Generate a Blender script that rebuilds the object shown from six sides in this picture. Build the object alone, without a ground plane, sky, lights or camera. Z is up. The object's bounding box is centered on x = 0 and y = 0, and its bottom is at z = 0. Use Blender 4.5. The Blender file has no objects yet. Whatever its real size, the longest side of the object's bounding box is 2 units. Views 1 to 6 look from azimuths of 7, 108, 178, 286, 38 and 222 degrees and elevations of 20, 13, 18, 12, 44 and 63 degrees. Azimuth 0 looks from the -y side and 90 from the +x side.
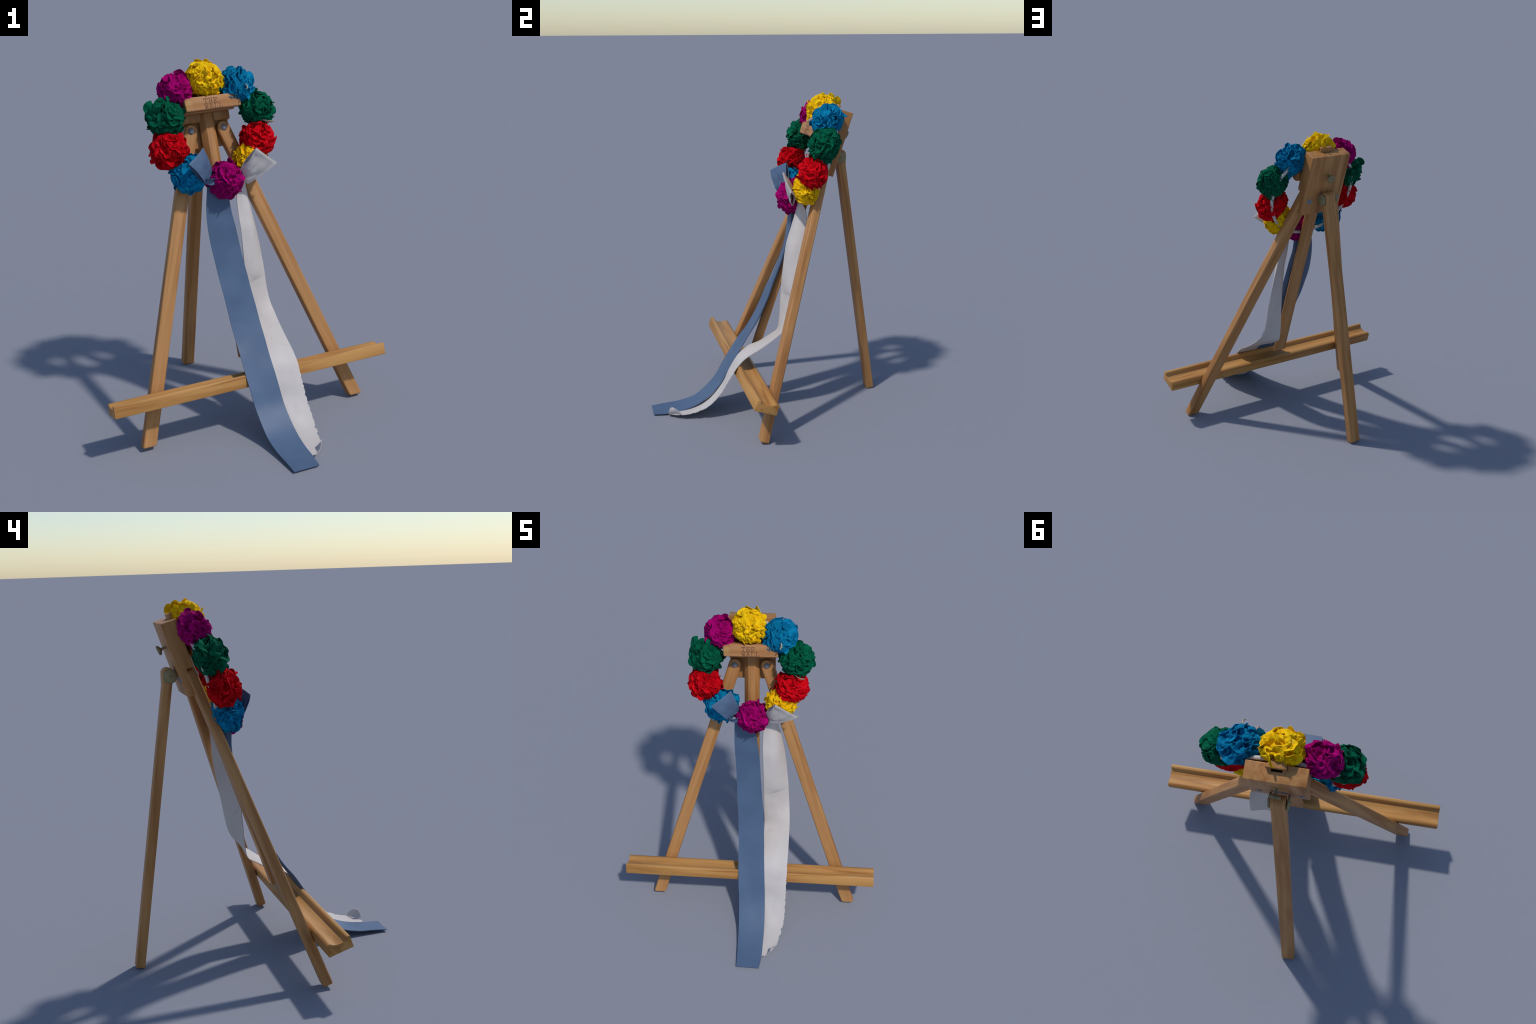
# A wooden display easel carrying a wreath of crepe-paper carnations with a
# blue and a white ribbon.  Everything is laid out in two helper frames:
#   local frame  (a, b, z): a = to the easel's right, b = towards its back, z = up
#   lean frame   (a, w, n): w = up along the leaning front frame, n = its normal (back)
import bpy, bmesh, math, random
from mathutils import Vector, Matrix, noise, Quaternion

TURN = math.radians(30.4)      # the easel's heading
LEAN = math.radians(18.0)      # backward lean of the front frame
A = Vector((math.cos(TURN), math.sin(TURN), 0))
B = Vector((-math.sin(TURN), math.cos(TURN), 0))
Z = Vector((0, 0, 1))
W = B * math.sin(LEAN) + Z * math.cos(LEAN)
N = B * math.cos(LEAN) - Z * math.sin(LEAN)


def loc(a, b, z):
    return A * a + B * b + Z * z


def lean(a, w, n):
    return A * a + W * w + N * n


def frame(x, y, z, o):
    m = Matrix.Identity(4)
    for i, v in enumerate((x, y, z)):
        for r in range(3):
            m[r][i] = v[r]
    m.translation = o
    return m


COL = bpy.context.scene.collection


def top_level(name, label, category):
    e = bpy.data.objects.new(name, None)
    e.empty_display_size = 0.2
    e["label"] = label
    e["category"] = category
    COL.objects.link(e)
    return e


def add(name, mesh, parent, mat=None, M=None):
    ob = bpy.data.objects.new(name, mesh)
    COL.objects.link(ob)
    ob.parent = parent
    if M is not None:
        ob.matrix_basis = M
    if mat is not None and len(mesh.materials) == 0:
        mesh.materials.append(mat)
    return ob


def finish(bm, name, angle=40):
    bmesh.ops.recalc_face_normals(bm, faces=bm.faces[:])
    me = bpy.data.meshes.new(name)
    bm.to_mesh(me)
    bm.free()
    me.shade_smooth()
    me.set_sharp_from_angle(angle=math.radians(angle))
    return me


def bevel_sharp(bm, width, segs=3, min_deg=30):
    es = [e for e in bm.edges if len(e.link_faces) == 2
          and e.calc_face_angle(0) > math.radians(min_deg)]
    bmesh.ops.bevel(bm, geom=es, offset=width, segments=segs, profile=0.5,
                    affect='EDGES', clamp_overlap=True)


def prism(poly, z0, z1, width=0.004, segs=3, cuts=0):
    """Polygon in the xy plane, extruded from z0 to z1, sharp edges rounded."""
    bm = bmesh.new()
    vs = [bm.verts.new((x, y, z0)) for x, y in poly]
    f = bm.faces.new(vs)
    r = bmesh.ops.extrude_face_region(bm, geom=[f])
    for v in r['geom']:
        if isinstance(v, bmesh.types.BMVert):
            v.co.z = z1
    bmesh.ops.recalc_face_normals(bm, faces=bm.faces[:])
    if width:
        bevel_sharp(bm, width, segs)
    return bm


def lathe(profile, segs=32):
    """Profile of (radius, height) pairs turned round z."""
    bm = bmesh.new()
    rings = []
    for r, h in profile:
        if r < 1e-6:
            rings.append([bm.verts.new((0, 0, h))])
        else:
            rings.append([bm.verts.new((r * math.cos(2 * math.pi * i / segs),
                                        r * math.sin(2 * math.pi * i / segs), h)) for i in range(segs)])
    for p, q in zip(rings, rings[1:]):
        for i in range(segs):
            j = (i + 1) % segs
            if len(p) == 1 and len(q) > 1:
                bm.faces.new((p[0], q[i], q[j]))
            elif len(q) == 1 and len(p) > 1:
                bm.faces.new((p[i], p[j], q[0]))
            elif len(p) > 1:
                bm.faces.new((p[i], p[j], q[j], q[i]))
    return bm


def shell(grid, thick):
    """Closed thin sheet over a grid of points (thickness to the side of the grid normal)."""
    m, n = len(grid), len(grid[0])
    bm = bmesh.new()
    F = [[bm.verts.new(p) for p in row] for row in grid]
    K = []
    for i in range(m):
        row = []
        for j in range(n):
            du = grid[min(i + 1, m - 1)][j] - grid[max(i - 1, 0)][j]
            dv = grid[i][min(j + 1, n - 1)] - grid[i][max(j - 1, 0)]
            nn = du.cross(dv)
            nn = nn.normalized() if nn.length > 1e-12 else Vector((0, 0, 1))
            row.append(bm.verts.new(grid[i][j] - nn * thick))
        K.append(row)
    for i in range(m - 1):
        for j in range(n - 1):
            bm.faces.new((F[i][j], F[i + 1][j], F[i + 1][j + 1], F[i][j + 1]))
            bm.faces.new((K[i][j], K[i][j + 1], K[i + 1][j + 1], K[i + 1][j]))
        bm.faces.new((F[i][0], K[i][0], K[i + 1][0], F[i + 1][0]))
        bm.faces.new((F[i][-1], F[i + 1][-1], K[i + 1][-1], K[i][-1]))
    for j in range(n - 1):
        bm.faces.new((F[0][j], F[0][j + 1], K[0][j + 1], K[0][j]))
        bm.faces.new((F[-1][j], K[-1][j], K[-1][j + 1], F[-1][j + 1]))
    return bm


# ------------------------------------------------------------------ materials
def new_mat(name):
    m = bpy.data.materials.new(name)
    m.use_nodes = True
    nt = m.node_tree
    bsdf = nt.nodes['Principled BSDF']
    return m, nt, bsdf


def ramp(nt, fac, stops, interp='LINEAR'):
    r = nt.nodes.new('ShaderNodeValToRGB')
    r.color_ramp.interpolation = interp
    el = r.color_ramp.elements
    while len(el) < len(stops):
        el.new(0.5)
    for e, (p, c) in zip(el, stops):
        e.position = p
        e.color = (*c, 1)
    nt.links.new(fac, r.inputs['Fac'])
    return r.outputs['Color']


def mapped(nt, scale, offset=(0, 0, 0)):
    tc = nt.nodes.new('ShaderNodeTexCoord')
    mp = nt.nodes.new('ShaderNodeMapping')
    mp.inputs['Scale'].default_value = scale
    mp.inputs['Location'].default_value = offset
    nt.links.new(tc.outputs['Object'], mp.inputs['Vector'])
    return mp.outputs['Vector']


def tex_noise(nt, vec, scale, detail=4, rough=0.55, dist=0.0):
    t = nt.nodes.new('ShaderNodeTexNoise')
    t.inputs['Scale'].default_value = scale
    t.inputs['Detail'].default_value = detail
    t.inputs['Roughness'].default_value = rough
    t.inputs['Distortion'].default_value = dist
    nt.links.new(vec, t.inputs['Vector'])
    return t.outputs['Fac']


def mixc(nt, fac, c1, c2, mode='MIX'):
    m = nt.nodes.new('ShaderNodeMix')
    m.data_type = 'RGBA'
    m.blend_type = mode
    ins = {'f': m.inputs[0], 'a': m.inputs[6], 'b': m.inputs[7]}
    for k, val in (('f', fac), ('a', c1), ('b', c2)):
        s = ins[k]
        if isinstance(val, (int, float)):
            s.default_value = val
        elif isinstance(val, tuple):
            s.default_value = (*val, 1)
        else:
            nt.links.new(val, s)
    return m.outputs[2]


def bump(nt, bsdf, height, strength=0.3, distance=0.002):
    b = nt.nodes.new('ShaderNodeBump')
    b.inputs['Strength'].default_value = strength
    b.inputs['Distance'].default_value = distance
    nt.links.new(height, b.inputs['Height'])
    nt.links.new(b.outputs['Normal'], bsdf.inputs['Normal'])


def math_node(nt, op, a, b=None, clamp=False):
    m = nt.nodes.new('ShaderNodeMath')
    m.operation = op
    m.use_clamp = clamp
    for i, v in enumerate((a, b)):
        if v is None:
            continue
        if isinstance(v, (int, float)):
            m.inputs[i].default_value = v
        else:
            nt.links.new(v, m.inputs[i])
    return m.outputs[0]


def blot(nt, centre, radius, soft=1.0):
    """Soft round mask round a point of the object's own coordinates."""
    tc = nt.nodes.new('ShaderNodeTexCoord')
    d = nt.nodes.new('ShaderNodeVectorMath')
    d.operation = 'DISTANCE'
    nt.links.new(tc.outputs['Object'], d.inputs[0])
    d.inputs[1].default_value = centre
    mr = nt.nodes.new('ShaderNodeMapRange')
    mr.inputs['From Min'].default_value = radius * (1 - soft)
    mr.inputs['From Max'].default_value = radius
    mr.inputs['To Min'].default_value = 1
    mr.inputs['To Max'].default_value = 0
    nt.links.new(d.outputs['Value'], mr.inputs['Value'])
    return mr.outputs['Result']


def wood(name, light, mid, dark, seed, stains=()):
    """Varnished pine: long streaks along local x."""
    m, nt, bs = new_mat(name)
    v = mapped(nt, (0.7, 11, 11), (seed * 3.1, seed * 1.7, seed * 0.9))
    n1 = tex_noise(nt, v, 2.2, 3, 0.5, 0.6)
    col = ramp(nt, n1, [(0.28, dark), (0.47, mid), (0.62, light), (0.75, mid)])
    v2 = mapped(nt, (2.0, 90, 90), (seed, seed * 2.3, 0))
    n2 = tex_noise(nt, v2, 2.0, 3, 0.6, 0.2)
    fine = ramp(nt, n2, [(0.3, (0.93, 0.91, 0.88)), (0.7, (1.04, 1.04, 1.04))])
    col = mixc(nt, 0.8, col, fine, 'MULTIPLY')
    v3 = mapped(nt, (1.3, 5, 5), (seed * 5.3, 0, seed))
    n3 = tex_noise(nt, v3, 1.6, 2)
    tone = ramp(nt, n3, [(0.3, (0.9, 0.85, 0.78)), (0.7, (1.06, 1.06, 1.08))])
    col = mixc(nt, 0.7, col, tone, 'MULTIPLY')
    for centre, radius, colour, amount in stains:
        k = math_node(nt, 'MULTIPLY', blot(nt, centre, radius), amount)
        nz = tex_noise(nt, mapped(nt, (40, 40, 40)), 2.0, 2)
        k = math_node(nt, 'MULTIPLY', k, ramp(nt, nz, [(0.35, (0, 0, 0)), (0.6, (1, 1, 1))]))
        col = mixc(nt, k, col, colour)
    nt.links.new(col, bs.inputs['Base Color'])
    bs.inputs['Roughness'].default_value = 0.5
    bs.inputs['Specular IOR Level'].default_value = 0.3
    bump(nt, bs, n2, 0.12, 0.001)
    return m


def crepe(name, light, base, deep, fade):
    """Crumpled tissue paper, slightly uneven dye with a few bleached flecks."""
    m, nt, bs = new_mat(name)
    geo = nt.nodes.new('ShaderNodeNewGeometry')
    v = geo.outputs['Position']
    n = tex_noise(nt, v, 26, 4, 0.6)
    col = ramp(nt, n, [(0.3, deep), (0.5, base), (0.72, light)])
    n2 = tex_noise(nt, v, 17.7, 3, 0.5, 0.4)
    col = mixc(nt, ramp(nt, n2, [(0.69, (0, 0, 0)), (0.80, (0.55, 0.55, 0.55))]), col, fade)
    oi = nt.nodes.new('ShaderNodeObjectInfo')
    tint = ramp(nt, oi.outputs['Random'], [(0.0, (0.88, 0.88, 0.88)), (1.0, (1.1, 1.1, 1.1))])
    col = mixc(nt, 1.0, col, tint, 'MULTIPLY')
    nt.links.new(col, bs.inputs['Base Color'])
    bs.inputs['Roughness'].default_value = 0.85
    bs.inputs['Specular IOR Level'].default_value = 0.06
    fine = tex_noise(nt, v, 220, 3, 0.6)
    bump(nt, bs, fine, 0.25, 0.002)
    return m


def satin(name, base, weave_dark, rough):
    m, nt, bs = new_mat(name)
    n = tex_noise(nt, mapped(nt, (1, 1, 1)), 6, 4, 0.5)
    col = ramp(nt, n, [(0.3, weave_dark), (0.6, base)])
    nt.links.new(col, bs.inputs['Base Color'])
    bs.inputs['Roughness'].default_value = rough
    bs.inputs['Specular IOR Level'].default_value = 0.3
    fine = tex_noise(nt, mapped(nt, (1, 1, 1)), 400, 2)
    bump(nt, bs, fine, 0.08, 0.001)
    return m, nt, bs


def metal(name, colour, rough, shine=0.8):
    m, nt, bs = new_mat(name)
    n = tex_noise(nt, mapped(nt, (1, 1, 1)), 60, 4)
    col = ramp(nt, n, [(0.3, tuple(c * 0.75 for c in colour)), (0.7, colour)])
    nt.links.new(col, bs.inputs['Base Color'])
    bs.inputs['Metallic'].default_value = shine
    bs.inputs['Roughness'].default_value = rough
    return m


def plain(name, c, rough=0.7):
    m, nt, bs = new_mat(name)
    n = tex_noise(nt, mapped(nt, (1, 1, 1)), 50, 3)
    nt.links.new(ramp(nt, n, [(0.3, tuple(x * 0.7 for x in c)), (0.7, c)]), bs.inputs['Base Color'])
    bs.inputs['Roughness'].default_value = rough
    return m


PINE = ((0.515, 0.262, 0.098), (0.44, 0.210, 0.071), (0.32, 0.128, 0.035))
M_LEG = wood('pine_leg', *PINE, 1.0)
M_BLOCK = wood('pine_block', *PINE, 4.0)
M_TRAY = wood('pine_tray', (0.545, 0.285, 0.090), (0.47, 0.228, 0.064), (0.32, 0.128, 0.029), 7.0,
              stains=[((0.3215, 0.2, -0.235), 0.02, (0.16, 0.30, 0.05), 0.9)])
M_SIGN = wood('pine_sign', (0.52, 0.262, 0.112), (0.475, 0.228, 0.092), (0.42, 0.190, 0.066), 11.0,
              stains=[((-0.19, 1.79, -0.24), 0.03, (0.62, 0.45, 0.14), 0.7)])
M_INK = plain('burnt_lettering', (0.22, 0.09, 0.04))
M_STEEL = metal('zinc_steel', (0.30, 0.31, 0.33), 0.6, 0.25)
M_BRASS = metal('tarnished_brass', (0.30, 0.25, 0.13), 0.55, 0.35)

# ------------------------------------------------------------------ the easel
easel = top_level('wooden_easel', 'leaning three-legged pine display easel with ledge and stamped sign',
                  'easel')


def leg_outline(length, width, skew_bottom):
    """Foot end cut on a skew, top end half round; x runs from foot to top."""
    h = width / 2
    c, k = 0.012, skew_bottom / h
    pts = [(-skew_bottom + c * k, -h + c), (-skew_bottom + 0.25 * c + 0.25 * c * k, -h + 0.25 * c), (-skew_bottom + c, -h), (length, -h)]
    for i in range(1, 10):
        t = -math.pi / 2 + math.pi * i / 10
        pts.append((length + h * math.cos(t), h * math.sin(t)))
    pts += [(length, h), (skew_bottom + c, h), (skew_bottom + 0.25 * c - 0.25 * c * k, h - 0.25 * c), (skew_bottom - c * k, h - c)]
    return pts


def splayed_leg(foot, bolt, thick, front_foot, front_bolt):
    """Front leg from (a, w) foot to (a, w) bolt, lying in the lean plane."""
    p0 = lean(foot[0], foot[1], front_foot)
    p1 = lean(bolt[0], bolt[1], front_bolt)
    x = (p1 - p0).normalized()
    y = N.cross(x).normalized()
    z = x.cross(y).normalized()
    side = math.atan2(bolt[0] - foot[0], bolt[1] - foot[1])
    skew = 0.039 * math.tan(side) * (1 if y.dot(A) > 0 else -1)
    bm = prism(leg_outline((p1 - p0).length, 0.078, skew), -0.002, thick, 0.009, 4)
    return finish(bm, 'leg'), frame(x, y, z, p0)


me, M = splayed_leg((-0.706, -0.020), (-0.156, 1.656), 0.051, -0.134, -0.117)
add('front_leg', me, easel, M_LEG, M)
me, M = splayed_leg((0.592, -0.027), (0.042, 1.655), 0.051, -0.130, -0.117)
add('front_leg', me, easel, M_LEG, M)

# middle bar: dovetail section, slides in the head block and pokes out on top
p0, p1 = lean(-0.058, 0.352, -0.117), lean(-0.049, 1.992, -0.092)
x = (p1 - p0).normalized()
y = N.cross(x).normalized()
z = x.cross(y).normalized()
if z.dot(N) < 0:
    y, z = -y, -z
L = (p1 - p0).length
bm = prism([(-0.047, 0.0), (0.047, 0.0), (0.047, -0.010), (0.019, -0.042), (-0.019, -0.042), (-0.047, -0.010)],
           0, L, 0.0035, 2)
# local axes of this prism: section (y, z) and length along x, so turn it
bm.transform(Matrix(((0, 0, 1, 0), (1, 0, 0, 0), (0, 1, 0, 0), (0, 0, 0, 1))))
add('sliding_bar', finish(bm, 'sliding_bar'), easel, M_LEG, frame(x, y, z, p0))

# head block: thick upper part, thin lower part behind the legs, slot for the bar
ML = frame(W, A, N, Vector((0, 0, 0)))      # local x = w, y = a, z = n
prof = [(1.557, -0.030), (1.965, -0.030), (1.965, -0.115), (1.712, -0.115), (1.699, -0.106), (1.699, -0.074),
        (1.557, -0.074)]
bm = prism(prof, -0.190, 0.090, 0.004, 3)
# prism local (x, y, z) = (w, n, a)  ->  (w, a, n)
SWAP = Matrix(((1, 0, 0, 0), (0, 0, 1, 0), (0, 1, 0, 0), (0, 0, 0, 1)))
bm.transform(SWAP)
me = finish(bm, 'head_block')
block = add('head_block', me, easel, M_BLOCK, ML)
cut = prism([(-0.0985, -0.092), (-0.076, -0.092), (-0.076, -0.080), (-0.026, -0.080), (-0.026, -0.092), (0.0005, -0.092), (0.0005, -0.105), (-0.027, -0.1365), (-0.071, -0.1365), (-0.0985, -0.105)],
            1.60, 2.10, 0)
cut.transform(Matrix(((0, 0, 1, 0), (1, 0, 0, 0), (0, 1, 0, 0), (0, 0, 0, 1))))
cutter = add('slot_cutter', finish(cut, 'slot_cutter'), None, None, ML)
bpy.context.view_layer.update()
mod = block.modifiers.new('slot', 'BOOLEAN')
mod.operation = 'DIFFERENCE'
mod.object = cutter
mod.solver = 'EXACT'
dg = bpy.context.evaluated_depsgraph_get()
dg.update()
me2 = bpy.data.meshes.new_from_object(block.evaluated_get(dg))
block.modifiers.clear()
block.data = me2
me2.name = 'head_block'
me2.set_sharp_from_angle(angle=math.radians(40))
bpy.data.objects.remove(cutter)

# ledge: moulded profile swept across the two legs (section in n, w)
sec = [(-0.271, 0.206), (-0.271, 0.269), (-0.265, 0.274), (-0.252, 0.274), (-0.246, 0.269), (-0.244, 0.257), (-0.237, 0.2525),
       (-0.215, 0.2520), (-0.190, 0.2555), (-0.174, 0.262), (-0.165, 0.270), (-0.158, 0.2735), (-0.150, 0.2735),
       (-0.140, 0.271), (-0.134, 0.265), (-0.134, 0.206)]
bm = prism(sec, -0.826, 0.826, 0.003, 2)
bm.transform(Matrix(((0, 0, 1, 0), (0, 1, 0, 0), (1, 0, 0, 0), (0, 0, 0, 1))))   # -> x=a, y=w, z=n
tray_tilt = math.radians(-0.28)
ca, sa = math.cos(tray_tilt), math.sin(tray_tilt)
AX, WX = A * ca + W * sa, W * ca - A * sa
add('ledge', finish(bm, 'ledge', 30), easel, M_TRAY, frame(AX, WX, N, A * -0.070 + W * -0.004))

# back leg: round-topped bar on a hinge
hinge = loc(-0.058, 0.536, 1.598)
foot = loc(-0.138, 0.788, 0.0)
d = (hinge - foot)
x = d.normalized()
yb = (A - x * A.dot(x)).normalized()
z = x.cross(yb).normalized()
T = 0.050
out = [(0, -T / 2), (d.length - 0.02, -T / 2)]
for i in range(0, 11):
    t = -math.pi / 2 + math.pi * i / 10
    out.append((d.length + 0.012 + 0.030 * math.cos(t), 0.006 + 0.030 * math.sin(t)))
out += [(d.length - 0.06, T / 2), (0, T / 2)]
bm = prism(out, -0.036, 0.036, 0.005, 3)
# section plane of the outline is (length, depth); width runs along yb
add('rear_leg', finish(bm, 'rear_leg'), easel, M_LEG, frame(x, x.cross(yb) * -1, yb, foot + Z * 0.004) if x.cross(yb).dot(B) < 0
    else frame(x, x.cross(yb), yb * -1, foot + Z * 0.004))

# hinge: two round brass cheeks with a rivet, and a strap over the leg
disc = [(0, 0.004), (0.030, 0.004), (0.036, 0.002), (0.038, -0.002), (0.036, -0.006), (0, -0.006)]
rivet = [(0, 0.007), (0.004, 0.0065), (0.008, 0.004), (0.009, 0.0)]
for s in (-1, 1):
    bm = lathe(disc)
    bm2 = lathe([(r, h + 0.003) for r, h in rivet], 16)
    me_t = bpy.data.meshes.new('t')
    bm2.to_mesh(me_t)
    bm2.free()
    bm.from_mesh(me_t)
    bpy.data.meshes.remove(me_t)
    o = loc(-0.059 + s * 0.046, 0.530, 1.597)
    zz = A * s
    add('hinge_plate', finish(bm, 'hinge_plate'), easel, M_BRASS, frame(B, zz.cross(B), zz, o))
# carriage bolts in front, washers behind, clamp knob
dome = [(0, 0.014), (0.007, 0.0132), (0.013, 0.010), (0.0175, 0.005), (0.0195, 0.0), (0.0195, -0.004)]
me_dome = finish(lathe(dome), 'bolt')
washer = [(0, 0.003), (0.006, 0.003), (0.007, 0.0055), (0.011, 0.0055), (0.012, 0.002), (0.018, 0.002), (0.0185, 0), (0.0185, -0.003)]
me_wash = finish(lathe(washer), 'washer')
for a in (-0.157, 0.042):
    add('bolt', me_dome, easel, M_STEEL, frame(A, -W, -N, lean(a, 1.656, -0.117)))
for a in (-0.159, 0.045):
    add('washer', me_wash, easel, M_STEEL, frame(A, W, N, lean(a, 1.653, -0.030)))
knob = [(0, 0.0), (0.0075, 0.0), (0.0075, 0.024), (0.009, 0.028), (0.016, 0.031), (0.0245, 0.036), (0.027, 0.040),
        (0.0265, 0.047), (0.023, 0.050), (0.018, 0.0485), (0.0, 0.046)]
kd = (N + A * 0.06 - W * 0.12).normalized()
ky = kd.cross(A).normalized()
add('clamp_knob', finish(lathe(knob), 'clamp_knob'), easel, M_BRASS, frame(ky.cross(kd), ky, kd, lean(-0.053, 1.832, -0.031)))

# sign bar clamped on the sliding bar, with a batten behind it
MS = frame(A, W, N, Vector((0, 0, 0)))
poly = [(-0.207, 1.7515), (0.120, 1.7545), (0.119, 1.80), (0.109, 1.829), (-0.212, 1.829)]
bm = prism(poly, -0.241, -0.175, 0.007, 4)
sign = add('sign_bar', finish(bm, 'sign_bar'), easel, M_SIGN, MS)
bm = prism([(-0.211, 1.744), (0.101, 1.748), (0.101, 1.815), (-0.211, 1.812)], -0.1755, -0.136, 0.003, 2)
add('clamp_batten', finish(bm, 'clamp_batten'), easel, M_BLOCK, MS)


# stamped slab-serif letters, each from strokes (x0,y0,x1,y1 in a unit cell)
GLYPH = {
    'T': [(0.05, 1, 0.95, 1), (0.5, 0, 0.5, 1), (0.3, 0, 0.7, 0), (0.05, 0.76, 0.05, 1), (0.95, 0.76, 0.95, 1)],
    'H': [(0.2, 0, 0.2, 1), (0.8, 0, 0.8, 1), (0.2, 0.5, 0.8, 0.5), (0.03, 0, 0.37, 0), (0.63, 0, 0.97, 0),
          (0.03, 1, 0.37, 1), (0.63, 1, 0.97, 1)],
    'E': [(0.2, 0, 0.2, 1), (0.05, 0, 0.92, 0), (0.05, 1, 0.92, 1), (0.2, 0.5, 0.6, 0.5), (0.92, 0, 0.92, 0.25),
          (0.92, 0.75, 0.92, 1), (0.6, 0.38, 0.6, 0.62)],
    'W': [(0.12, 1, 0.3, 0), (0.3, 0, 0.5, 0.65), (0.5, 0.65, 0.7, 0), (0.7, 0, 0.88, 1), (0.0, 1, 0.28, 1),
          (0.72, 1, 1.0, 1)],
    'A': [(0.12, 0, 0.5, 1), (0.5, 1, 0.88, 0), (0.27, 0.36, 0.73, 0.36), (0.0, 0, 0.28, 0), (0.72, 0, 1.0, 0),
          (0.3, 1, 0.5, 1)],
    'L': [(0.3, 0, 0.3, 1), (0.1, 0, 0.92, 0), (0.1, 1, 0.5, 1), (0.92, 0, 0.92, 0.3)],
}


def letter_mesh(ch, w, h, stroke=0.0039, depth=0.0012):
    bm = bmesh.new()
    for k, (x0, y0, x1, y1) in enumerate(GLYPH[ch]):
        p, q = Vector((x0 * w, y0 * h, 0)), Vector((x1 * w, y1 * h, 0))
        dd = (q - p)
        ang = math.atan2(dd.y, dd.x)
        mm = Matrix.Translation((p + q) / 2 + Vector((0, 0, 0.00004 * k))) @ Matrix.Rotation(ang, 4, 'Z') @ Matrix.Diagonal(
            (dd.length + stroke * 0.8, stroke, depth, 1))
        bmesh.ops.create_cube(bm, size=1.0, matrix=mm)
    return finish(bm, 'letter')


# the letters are children of the sign, which sits at the origin frame MS
def write_on_sign(text, a0, w0, pitch, width, height):
    for i, ch in enumerate(text):
        add('letter', letter_mesh(ch, width, height), sign, M_INK,
            Matrix.Translation((a0 + i * pitch, w0 + 0.0006 * math.sin(i * 2.1), -0.2410)))


write_on_sign('THE', -0.098, 1.7865, 0.0285, 0.0225, 0.0275)
write_on_sign('WALL', -0.098, 1.7580, 0.0275, 0.0235, 0.0255)

# ------------------------------------------------------------------ the wreath
wreath = top_level('flower_wreath', 'wreath of bright crepe paper carnations with blue and white ribbons', 'wreath')

CREPE = {
    'yellow': crepe('yellow_crepe', (0.86, 0.56, 0.010), (0.80, 0.49, 0.005), (0.72, 0.39, 0.003), (0.55, 0.45, 0.25)),
    'blue': crepe('blue_crepe', (0.004, 0.25, 0.44), (0.002, 0.185, 0.36), (0.001, 0.11, 0.25), (0.25, 0.36, 0.42)),
    'green': crepe('green_crepe', (0.002, 0.145, 0.072), (0.001, 0.102, 0.049), (0.001, 0.060, 0.029), (0.26, 0.26, 0.13)),
    'red': crepe('red_crepe', (0.66, 0.006, 0.016), (0.55, 0.001, 0.007), (0.36, 0.001, 0.004), (0.62, 0.20, 0.16)),
    'magenta': crepe('magenta_crepe', (0.42, 0.001, 0.160), (0.335, 0.0005, 0.122), (0.20, 0.0005, 0.080), (0.42, 0.18, 0.22)),
}
M_RING = plain('white_paper_tape', (0.62, 0.59, 0.55), 0.8)
M_TWIG = plain('dry_twig', (0.42, 0.36, 0.27), 0.8)

# white-taped ring that carries the flowers
RC, RR, RN = (-0.045, 1.650), 0.297, -0.134
bm = bmesh.new()
seg, tub = 72, 12
rows = []
for i in range(seg):
    t = 2 * math.pi * i / seg
    row = []
    for j in range(tub):
        s = 2 * math.pi * j / tub
        r = 0.0105 + 0.002 * noise.noise(Vector((i * 0.9, j * 0.5, 3)))
        row.append(bm.verts.new(((RR + r * math.cos(s)) * math.cos(t), (RR + r * math.cos(s)) * math.sin(t), r * math.sin(s))))
    rows.append(row)
for i in range(seg):
    for j in range(tub):
        bm.faces.new((rows[i][j], rows[(i + 1) % seg][j], rows[(i + 1) % seg][(j + 1) % tub], rows[i][(j + 1) % tub]))
add('ring', finish(bm, 'ring'), wreath, M_RING, frame(A, W, N, lean(RC[0], RC[1], RN)))

rng = random.Random(41)


def cells(p):
    d, _ = noise.voronoi(p)
    return d[0], d[1]


def ball_radius(dirv, seed):
    """Crumpled relief of a paper pompom: walls round pits, in flower-local axes (z = out)."""
    off = Vector((seed * 7.3, seed * 3.9, seed * 5.1))
    p = dirv * 2.0 + off
    warp = Vector((noise.noise(p * 1.3 + Vector((9, 0, 0))), noise.noise(p * 1.3 + Vector((0, 9, 0))),
                   noise.noise(p * 1.3 + Vector((0, 0, 9))))) * 0.55
    warp += Vector((noise.noise(p * 3.1 + Vector((5, 0, 0))), noise.noise(p * 3.1 + Vector((0, 5, 0))),
                    noise.noise(p * 3.1 + Vector((0, 0, 5))))) * 0.13
    f1, f2 = cells((p + warp) * 0.98)
    edge = min(1.0, (f2 - f1) / 0.36)
    wall = 1 - edge * edge * (3 - 2 * edge)
    g1, g2 = cells((p + warp * 1.4) * 2.3)
    e2 = min(1.0, (g2 - g1) / 0.30)
    wall2 = 1 - e2 * e2 * (3 - 2 * e2)
    big = noise.noise(p * 0.9)
    rough = noise.fractal(p * 4.0, 0.9, 2.0, 3)
    return 0.735 + 0.25 * wall + 0.035 * wall2 + 0.08 * big + 0.012 * rough


FRONT = 0.89       # the paper balls are flatter towards the front


def flower_core(R, seed, back):
    bm = bmesh.new()
    bmesh.ops.create_icosphere(bm, subdivisions=6, radius=1.0)
    for v in bm.verts:
        d = v.co.normalized()
        r = R * ball_radius(d, seed)
        c = d * r
        c.z *= back if c.z < 0 else FRONT
        v.co = c
    return finish(bm, 'flower', 180)


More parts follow.
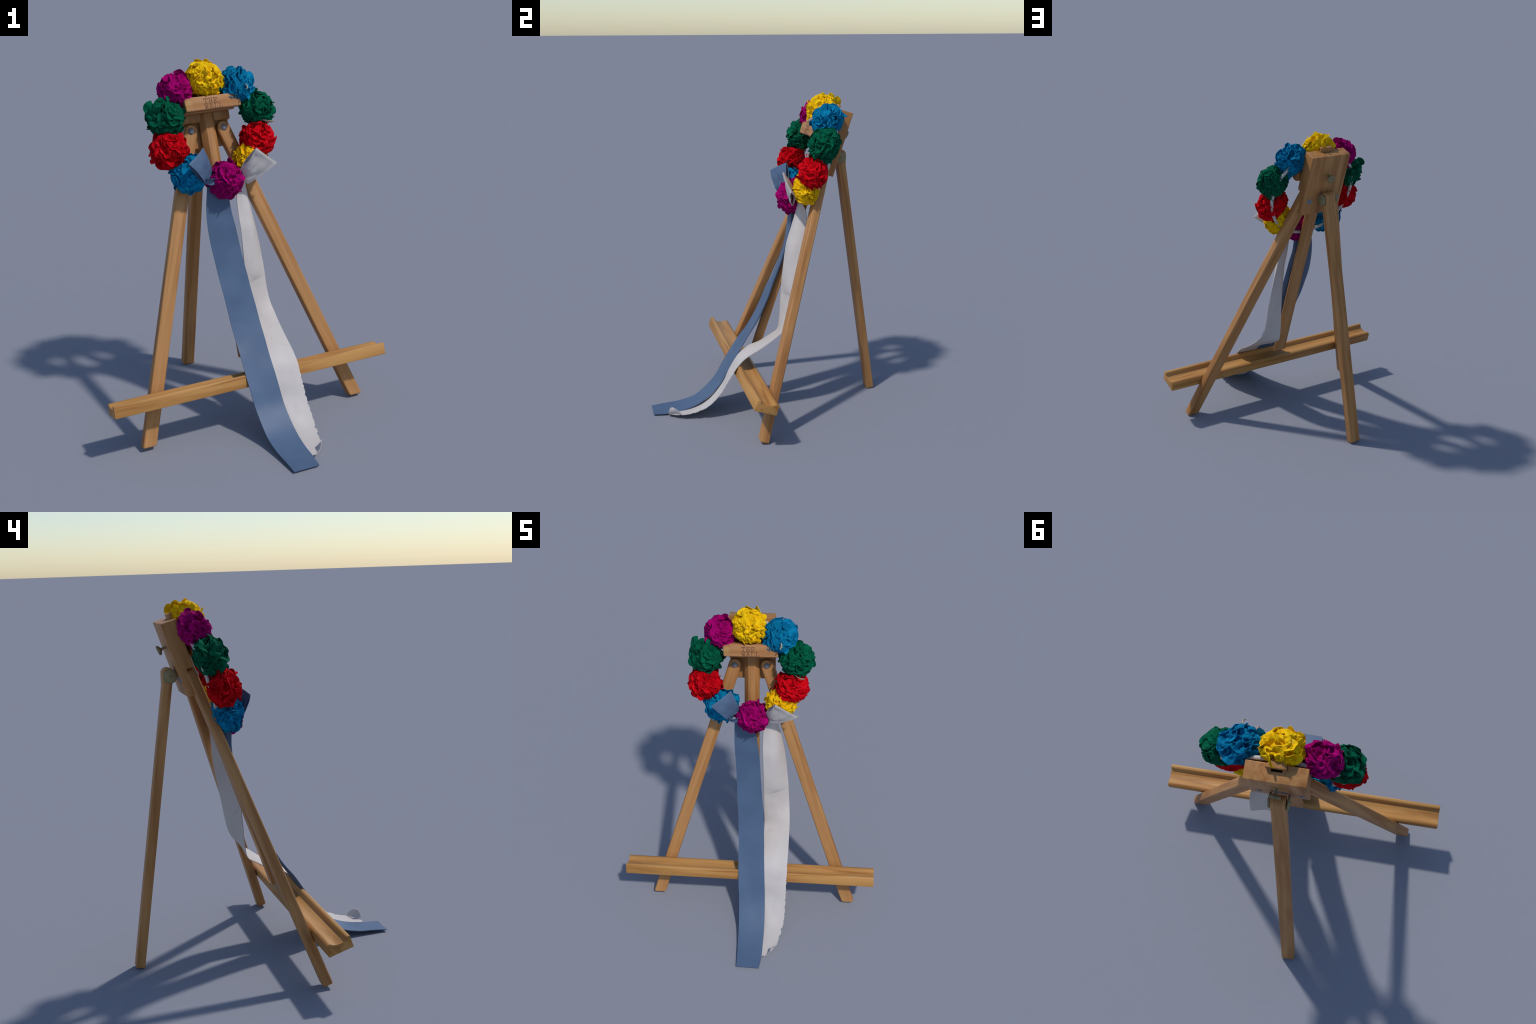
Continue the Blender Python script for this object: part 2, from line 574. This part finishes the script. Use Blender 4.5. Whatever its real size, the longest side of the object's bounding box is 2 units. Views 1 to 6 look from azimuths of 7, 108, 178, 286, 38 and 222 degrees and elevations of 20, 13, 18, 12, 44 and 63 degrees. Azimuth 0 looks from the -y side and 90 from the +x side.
def petal_mesh(seed):
    """A cupped, ruffled crepe petal; z points out of the flower."""
    r = random.Random(seed)
    nu, nv = 30, 9
    span = r.uniform(1.5, 2.3)
    ph = [r.uniform(0, 6.28) for _ in range(5)]
    k1, k2 = r.choice((2, 3, 3)), r.choice((5, 6))
    Rr = r.uniform(0.028, 0.043)
    grid = []
    for i in range(nu + 1):
        u = -1 + 2 * i / nu
        th = u * span
        fade = 1 - abs(u) ** 4
        row = []
        for j in range(nv + 1):
            v = j / nv
            rad = 0.006 + (Rr - 0.006) * v ** 1.2
            rad *= 1 + v * v * (0.22 * math.sin(k1 * th + ph[0]) + 0.08 * math.sin(k2 * th + ph[1]))
            h = -0.046 + 0.050 * v * (0.55 + 0.45 * fade) + v * v * (0.005 * math.sin(k1 * th + ph[2]) + 0.002 * math.sin(k2 * th + ph[3]))
            if v > 0.75:
                rad += (v - 0.75) * 0.022
                h -= (v - 0.75) * 0.014
            row.append(Vector((rad * math.cos(th) - Rr * 0.35, rad * math.sin(th) * (1 + 0.15 * math.sin(ph[4])), h)))
        grid.append(row)
    bm = shell(grid, 0.0028)
    return finish(bm, 'petal', 80)


def back_petal_mesh(seed):
    """Flat fan of tissue gathered at the ring: x runs outward, z to the front."""
    r = random.Random(seed)
    nu, nv = 22, 10
    ph = [r.uniform(0, 6.28) for _ in range(4)]
    grid = []
    for i in range(nu + 1):
        u = -1 + 2 * i / nu
        row = []
        for j in range(nv + 1):
            v = j / nv
            half = 0.50 * (1 - 0.25 * v)
            ang = u * half
            rr = 0.012 + 0.092 * v * (1 - 0.16 * abs(u) ** 3) * (1 + 0.05 * v * math.sin(9 * u + ph[3]))
            zz = 0.012 * v * math.sin(3.5 * u + ph[0]) + 0.006 * v * v * math.sin(8 * u + ph[1]) + 0.020 * v * v
            row.append(Vector((rr * math.cos(ang), rr * math.sin(ang), zz)))
        grid.append(row)
    bm = shell(grid, 0.0024)
    return finish(bm, 'petal', 80)


PETALS = [petal_mesh(100 + i) for i in range(8)]
FANS = [back_petal_mesh(300 + i) for i in range(5)]

# colour, centre (a, w, n), ball radius
FLOWERS = [
    ('yellow', (-0.057, 1.929, -0.188), 0.108),
    ('blue', (0.128, 1.874, -0.184), 0.111),
    ('green', (0.230, 1.727, -0.186), 0.109),
    ('red', (0.204, 1.556, -0.193), 0.107),
    ('yellow', (0.136, 1.444, -0.184), 0.104),
    ('magenta', (-0.039, 1.357, -0.208), 0.110),
    ('blue', (-0.230, 1.418, -0.182), 0.111),
    ('red', (-0.331, 1.564, -0.195), 0.108),
    ('green', (-0.321, 1.737, -0.188), 0.109),
    ('magenta', (-0.232, 1.882, -0.173), 0.103),
]
# where the bow loops lie on the flowers, no petal stands up
LOOPS = [((-0.185, 1.450, -0.275), 0.080), ((0.125, 1.410, -0.265), 0.090), ((-0.13, 1.42, -0.24), 0.05)]


def place(proto, parent, mat, M):
    ob = bpy.data.objects.new('petal', proto)
    COL.objects.link(ob)
    ob.parent = parent
    ob.matrix_basis = M
    ob.material_slots[0].link = 'OBJECT'
    ob.material_slots[0].material = mat
    return ob


for me in PETALS + FANS:
    me.materials.append(CREPE['yellow'])

GOLD = math.pi * (3 - math.sqrt(5))
for k, (colour, (a, w, n), R) in enumerate(FLOWERS):
    mat = CREPE[colour]
    centre = lean(a, w, n)
    radial = (lean(a, w, 0) - lean(RC[0], RC[1], 0)).normalized()
    axis = (-N * 0.9 + radial * 0.35).normalized()
    xx = (radial - axis * radial.dot(axis)).normalized()
    yy = axis.cross(xx)
    MF = frame(xx, yy, axis, centre)
    R *= 0.983
    me = flower_core(R * 0.97, 1.7 + k * 1.37, 0.80)
    flower = add('flower', me, wreath, mat, MF)
    count = 19
    for i in range(count):
        # spread over the front and the sides of the ball
        zc = 1 - (i + 0.5) / count * 1.35
        rr = math.sqrt(max(0, 1 - zc * zc))
        t = i * GOLD + k
        dv = Vector((rr * math.cos(t), rr * math.sin(t), zc))
        dv += Vector((rng.uniform(-.15, .15), rng.uniform(-.15, .15), rng.uniform(-.1, .1)))
        dv.normalize()
        here = MF @ (dv * R)
        if any((here - lean(*c)).length < r for c, r in LOOPS):
            continue
        q = dv.to_track_quat('Z', 'Y') @ Quaternion((0, 0, 1), rng.uniform(0, 6.28))
        tilt = Quaternion((rng.uniform(-1, 1), rng.uniform(-1, 1), 0), rng.uniform(0, 0.35))
        s = rng.uniform(0.8, 1.15) * R / 0.11
        pos = dv * R * rng.uniform(0.93, 1.0)
        pos.z *= 0.80 if pos.z < 0 else FRONT
        place(PETALS[rng.randrange(len(PETALS))], flower, mat,
              Matrix.Translation(pos) @ (q @ tilt).to_matrix().to_4x4() @ Matrix.Scale(s, 4))
    for i in range(7):
        t = i / 7 * 2 * math.pi + rng.uniform(-.25, .25)
        s = R / 0.108 * rng.uniform(0.80, 0.95) * (1.2 if math.cos(t) < -0.3 else 0.78)
        place(FANS[rng.randrange(len(FANS))], flower, mat,
              Matrix.Translation((0, 0, -0.052 * R / 0.108 + rng.uniform(-0.012, 0.008))) @ Matrix.Rotation(t, 4, 'Z')
              @ Matrix.Rotation(rng.uniform(-0.25, 0.15), 4, 'X') @ Matrix.Scale(s, 4))


# dry stem ends that stick out of two flowers
def spike(p, q, bend, r0):
    bm = bmesh.new()
    dirv = (q - p)
    sidev = dirv.cross(bend).normalized()
    rows = []
    for i in range(9):
        t = i / 8
        c = p + dirv * t + bend * math.sin(math.pi * t)
        r = r0 * (0.35 + 0.75 * math.sin(math.pi * min(1, 0.15 + 0.85 * t)))
        u = sidev
        v = bend.normalized()
        rows.append([bm.verts.new(c + u * r * math.cos(6.283 * j / 8) + v * r * 0.6 * math.sin(6.283 * j / 8)) for j in range(8)])
    for i in range(8):
        for j in range(8):
            bm.faces.new((rows[i][j], rows[i][(j + 1) % 8], rows[i + 1][(j + 1) % 8], rows[i + 1][j]))
    bm.faces.new(rows[0][::-1])
    bm.faces.new(rows[-1])
    return finish(bm, 'twig')


add('twig', spike(lean(0.225, 1.655, -0.262), lean(0.285, 1.642, -0.278), lean(0.004, -0.008, -0.006), 0.008), wreath, M_TWIG)
add('twig', spike(lean(0.143, 1.862, -0.285), lean(0.137, 1.830, -0.312), lean(0.006, 0.0, -0.004), 0.007), wreath, M_TWIG)


# ------------------------------------------------------------------ ribbons
def catmull(pts, m):
    """m samples of a Catmull-Rom spline through pts, even in chord length."""
    P = [Vector(p) for p in pts]
    ds = [0.0]
    for p, q in zip(P, P[1:]):
        ds.append(ds[-1] + (q - p).length)
    out = []
    for i in range(m):
        s = ds[-1] * i / (m - 1)
        k = 0
        while k < len(P) - 2 and ds[k + 1] < s:
            k += 1
        t = (s - ds[k]) / (ds[k + 1] - ds[k])
        p1, p2 = P[k], P[k + 1]
        p0 = P[k - 1] if k > 0 else p1 * 2 - p2
        p3 = P[k + 2] if k + 2 < len(P) else p2 * 2 - p1
        out.append(0.5 * ((2 * p1) + (p2 - p0) * t + (2 * p0 - 5 * p1 + 4 * p2 - p3) * t * t + (3 * p1 - p0 - 3 * p2 + p3) * t ** 3))
    return out


def ribbon_mesh(name, left, right, m, n, relief, back=lambda t, u: 0.004, rag=None):
    """Band between two edge curves: a front sheet, a back sheet `back` behind it, closed all round."""
    Lp, Rp = catmull(left, m), catmull(right, m)
    bm = bmesh.new()
    sheets = ([], [])
    for i in range(m):
        t = i / (m - 1)
        tang = (Lp[min(i + 1, m - 1)] - Lp[max(i - 1, 0)]).normalized()
        cross = (Rp[i] - Lp[i])
        nor = cross.cross(tang).normalized()
        rows = ([], [])
        for j in range(n):
            u = j / (n - 1)
            uu = u * rag(t) if rag and u > 0.5 else u
            p = Lp[i] + cross * uu + nor * relief(t, u)
            q = p + nor * back(t, u)
            q.z = max(q.z, 0.002)
            rows[0].append(bm.verts.new(loc(p.x, p.y, p.z)))
            rows[1].append(bm.verts.new(loc(q.x, q.y, q.z)))
        sheets[0].append(rows[0])
        sheets[1].append(rows[1])
    F, K = sheets
    for i in range(m - 1):
        for j in range(n - 1):
            bm.faces.new((F[i][j], F[i + 1][j], F[i + 1][j + 1], F[i][j + 1]))
            bm.faces.new((K[i][j], K[i][j + 1], K[i + 1][j + 1], K[i + 1][j]))
        bm.faces.new((F[i][0], K[i][0], K[i + 1][0], F[i + 1][0]))
        bm.faces.new((F[i][-1], F[i + 1][-1], K[i + 1][-1], K[i][-1]))
    for j in range(n - 1):
        bm.faces.new((F[0][j], F[0][j + 1], K[0][j + 1], K[0][j]))
        bm.faces.new((F[-1][j], K[-1][j], K[-1][j + 1], F[-1][j + 1]))
    return finish(bm, name, 50)


M_BLUE, nt, bs = satin('blue_satin', (0.086, 0.137, 0.232), (0.072, 0.117, 0.203), 0.5)
M_WHITE, nt, bs = satin('white_paper', (0.605, 0.555, 0.530), (0.565, 0.515, 0.490), 0.6)
# faint grey fold lines and a few dark specks in the white paper
vor = nt.nodes.new('ShaderNodeTexVoronoi')
vor.feature = 'DISTANCE_TO_EDGE'
vor.inputs['Scale'].default_value = 5.0
nt.links.new(mapped(nt, (1, 1, 1), (0.4, 0.2, 0.1)), vor.inputs['Vector'])
line = ramp(nt, vor.outputs['Distance'], [(0.0, (1, 1, 1)), (0.006, (0, 0, 0))])
patch = ramp(nt, tex_noise(nt, mapped(nt, (1, 1, 1), (2, 5, 1)), 9, 2), [(0.52, (0, 0, 0)), (0.62, (0.55, 0.55, 0.55))])
old = bs.inputs['Base Color'].links[0].from_socket
fac = mixc(nt, 1.0, line, patch, 'MULTIPLY')
col = mixc(nt, fac, old, (0.22, 0.19, 0.17))
vs = nt.nodes.new('ShaderNodeTexVoronoi')
vs.inputs['Scale'].default_value = 42.0
nt.links.new(mapped(nt, (1, 1, 1), (0.7, 0.1, 0.3)), vs.inputs['Vector'])
speck = ramp(nt, vs.outputs['Distance'], [(0.10, (1, 1, 1)), (0.16, (0, 0, 0))])
few = ramp(nt, tex_noise(nt, mapped(nt, (1, 1, 1), (6, 1, 3)), 14, 2), [(0.60, (0, 0, 0)), (0.66, (1, 1, 1))])
end = loc(0.16, -0.45, 0.05)
near = blot(nt, tuple(end), 0.22, 0.6)
k = math_node(nt, 'MULTIPLY', math_node(nt, 'MULTIPLY', speck, few), near)
nt.links.new(mixc(nt, k, col, (0.12, 0.11, 0.11)), bs.inputs['Base Color'])

# ribbon edges as (a, b, z) control points
BLUE_L = [(-0.150, 0.215, 1.330), (-0.160, 0.222, 1.204), (-0.163, 0.211, 1.109), (-0.160, 0.191, 1.016), (-0.155, 0.156, 0.927),
          (-0.151, 0.118, 0.839), (-0.147, 0.072, 0.756), (-0.142, 0.033, 0.670), (-0.140, -0.009, 0.583),
          (-0.137, -0.060, 0.502), (-0.136, -0.120, 0.426), (-0.135, -0.173, 0.346), (-0.132, -0.225, 0.265),
          (-0.127, -0.273, 0.183), (-0.123, -0.339, 0.113), (-0.119, -0.416, 0.057), (-0.115, -0.506, 0.031),
          (-0.110, -0.600, 0.021), (-0.106, -0.698, 0.012)]
BLUE_R = [(-0.030, 0.215, 1.330), (-0.018, 0.206, 1.187), (-0.007, 0.181, 1.096), (0.000, 0.155, 1.006), (0.005, 0.122, 0.918),
          (0.012, 0.087, 0.831), (0.019, 0.054, 0.744), (0.026, 0.015, 0.658), (0.029, -0.030, 0.573),
          (0.032, -0.081, 0.493), (0.034, -0.129, 0.412), (0.038, -0.182, 0.333), (0.042, -0.230, 0.251),
          (0.045, -0.279, 0.170), (0.048, -0.347, 0.105), (0.050, -0.427, 0.054), (0.050, -0.515, 0.025),
          (0.050, -0.608, 0.014), (0.040, -0.700, 0.011)]
WHITE_L = [(0.050, 0.232, 1.340), (0.030, 0.226, 1.270), (0.023, 0.205, 1.192), (0.022, 0.170, 1.075), (0.022, 0.152, 0.951), (0.022, 0.138, 0.826),
           (0.020, 0.130, 0.698), (0.018, 0.124, 0.600), (0.018, 0.110, 0.518), (0.018, 0.066, 0.482), (0.018, -0.010, 0.440),
           (0.018, -0.085, 0.414), (0.018, -0.152, 0.366), (0.018, -0.207, 0.284), (0.016, -0.250, 0.190),
           (0.014, -0.310, 0.110), (0.010, -0.380, 0.054), (0.006, -0.455, 0.024), (0.004, -0.530, 0.013), (0.002, -0.600, 0.008)]
WHITE_R = [(0.095, 0.250, 1.340), (0.110, 0.275, 1.272), (0.133, 0.272, 1.157), (0.151, 0.260, 1.048), (0.163, 0.240, 0.941), (0.172, 0.219, 0.832),
           (0.177, 0.199, 0.718), (0.182, 0.168, 0.612), (0.187, 0.104, 0.541), (0.187, 0.045, 0.497), (0.188, -0.040, 0.440),
           (0.187, -0.125, 0.392), (0.188, -0.178, 0.342), (0.186, -0.240, 0.250), (0.184, -0.290, 0.170),
           (0.181, -0.353, 0.102), (0.172, -0.412, 0.065), (0.160, -0.478, 0.042), (0.132, -0.545, 0.030), (0.075, -0.608, 0.018)]


def blue_relief(t, u):
    return 0.006 * math.sin(math.pi * u) * math.sin(2.0 + 9 * t) * (1 - t) + 0.0015 * noise.noise(Vector((t * 14, u * 2, 1)))


def white_puff(t, u):
    return 0.030 * math.sin(math.pi * u) * max(0.0, math.sin(math.pi * min(1.0, max(0.0, (t + 0.02) / 0.36)))) ** 0.8


def white_back(t, u):
    return 0.004 + 0.55 * white_puff(t, u)


def blue_back(t, u):
    k = 0.020 if t < 0.42 else 0.020 + (0.010 - 0.020) * min(1, (t - 0.42) / 0.15)
    if t > 0.62:
        k = max(0.0, 0.010 * (1 - (t - 0.62) / 0.12))
    return 0.005 + k * math.sin(math.pi * u) ** 0.6


def white_relief(t, u):
    f1, f2 = cells(Vector((t * 9, u * 1.5, 4.2)))
    return -white_puff(t, u) + 0.010 * (f1 - 0.45) * math.sin(math.pi * u) * (1 - 0.6 * t) + 0.002 * noise.noise(Vector((t * 20, u * 3, 7)))


def torn(t):
    if t < 0.62:
        return 1.0
    k = min(1.0, (t - 0.62) / 0.1)
    return 1.0 - k * 0.06 * abs(noise.noise(Vector((t * 110, 2.3, 0)))) - k * 0.10 * max(0, noise.noise(Vector((t * 70, 0.3, 5))) - 0.15)


add('ribbon', ribbon_mesh('ribbon', BLUE_L, BLUE_R, 150, 17, blue_relief, blue_back), wreath, M_BLUE)
add('ribbon', ribbon_mesh('ribbon', WHITE_L, WHITE_R, 420, 17, white_relief, white_back, torn), wreath, M_WHITE)

# torn corner of the white ribbon curling up near its end
FLAP_L = [(0.140, -0.538, 0.034), (0.142, -0.552, 0.054), (0.132, -0.572, 0.070), (0.116, -0.586, 0.077)]
FLAP_R = [(0.066, -0.608, 0.014), (0.088, -0.609, 0.034), (0.100, -0.605, 0.055), (0.108, -0.597, 0.073)]
add('ribbon_curl', ribbon_mesh('ribbon_curl', FLAP_L, FLAP_R, 16, 8, lambda t, u: 0.003 * math.sin(5 * u), lambda t, u: 0.003), wreath, M_WHITE)


def bow_loop(fold0, fold1, knot1, knot0, depth, bulge, crumple, seed):
    """Flattened loop: front panel from the knot out to the fold and back again behind it."""
    f0, f1, k1, k0 = (Vector(v) for v in (fold0, fold1, knot1, knot0))
    nor = (f1 - f0).cross(k0 - f0).normalized()
    if nor.y < 0:
        nor = -nor                       # towards the back
    m, n = 61, 25
    grid = []
    for i in range(m):
        s = -1 + 2 * i / (m - 1)         # -1 knot (front) .. 0 fold .. 1 knot (behind)
        t = 1 - abs(s)                   # 0 at knot, 1 at fold
        row = []
        for j in range(n):
            u = j / (n - 1)
            p = (k0.lerp(k1, u)).lerp(f0.lerp(f1, u), t)
            side = (1 if s > 0 else -1)
            open_ = depth * (math.sin(math.pi * min(1, t * 0.98)) ** 0.8 if t < 1 else 0)
            p = p + nor * (side * open_ * 0.5 + depth * 0.5 * (1 - t) * 0)
            p = p - nor * bulge * math.sin(math.pi * u) * (0.3 + 0.7 * t)
            f_1, f_2 = cells(Vector((s * 1.6 + seed, u * 2.2, seed)))
            p = p + nor * crumple * (f_1 - 0.4) * min(1, 4 * (1 - t))
            row.append(loc(p.x, p.y, p.z))
        grid.append(row)
    bm = shell(grid, 0.003)
    return finish(bm, 'bow_loop', 50)


add('bow_loop', bow_loop((-0.161, 0.217, 1.557), (-0.277, 0.138, 1.496), (-0.182, 0.163, 1.368), (-0.116, 0.218, 1.408),
                         0.030, 0.006, 0.010, 1.0), wreath, M_BLUE)
add('bow_loop', bow_loop((0.115, 0.127, 1.536), (0.245, 0.148, 1.430), (0.085, 0.190, 1.318), (0.042, 0.205, 1.395),
                         0.024, 0.004, 0.022, 3.0), wreath, M_WHITE)

# the turned-up fold where the blue loop runs into the knot
KNOT_L = [(-0.178, 0.150, 1.402), (-0.150, 0.140, 1.398), (-0.122, 0.158, 1.392), (-0.100, 0.195, 1.388)]
KNOT_R = [(-0.184, 0.168, 1.370), (-0.150, 0.158, 1.358), (-0.118, 0.172, 1.358), (-0.092, 0.205, 1.362)]
add('bow_fold', ribbon_mesh('bow_fold', KNOT_L, KNOT_R, 24, 12, lambda t, u: -0.010 * math.sin(math.pi * u), lambda t, u: 0.003), wreath, M_BLUE)
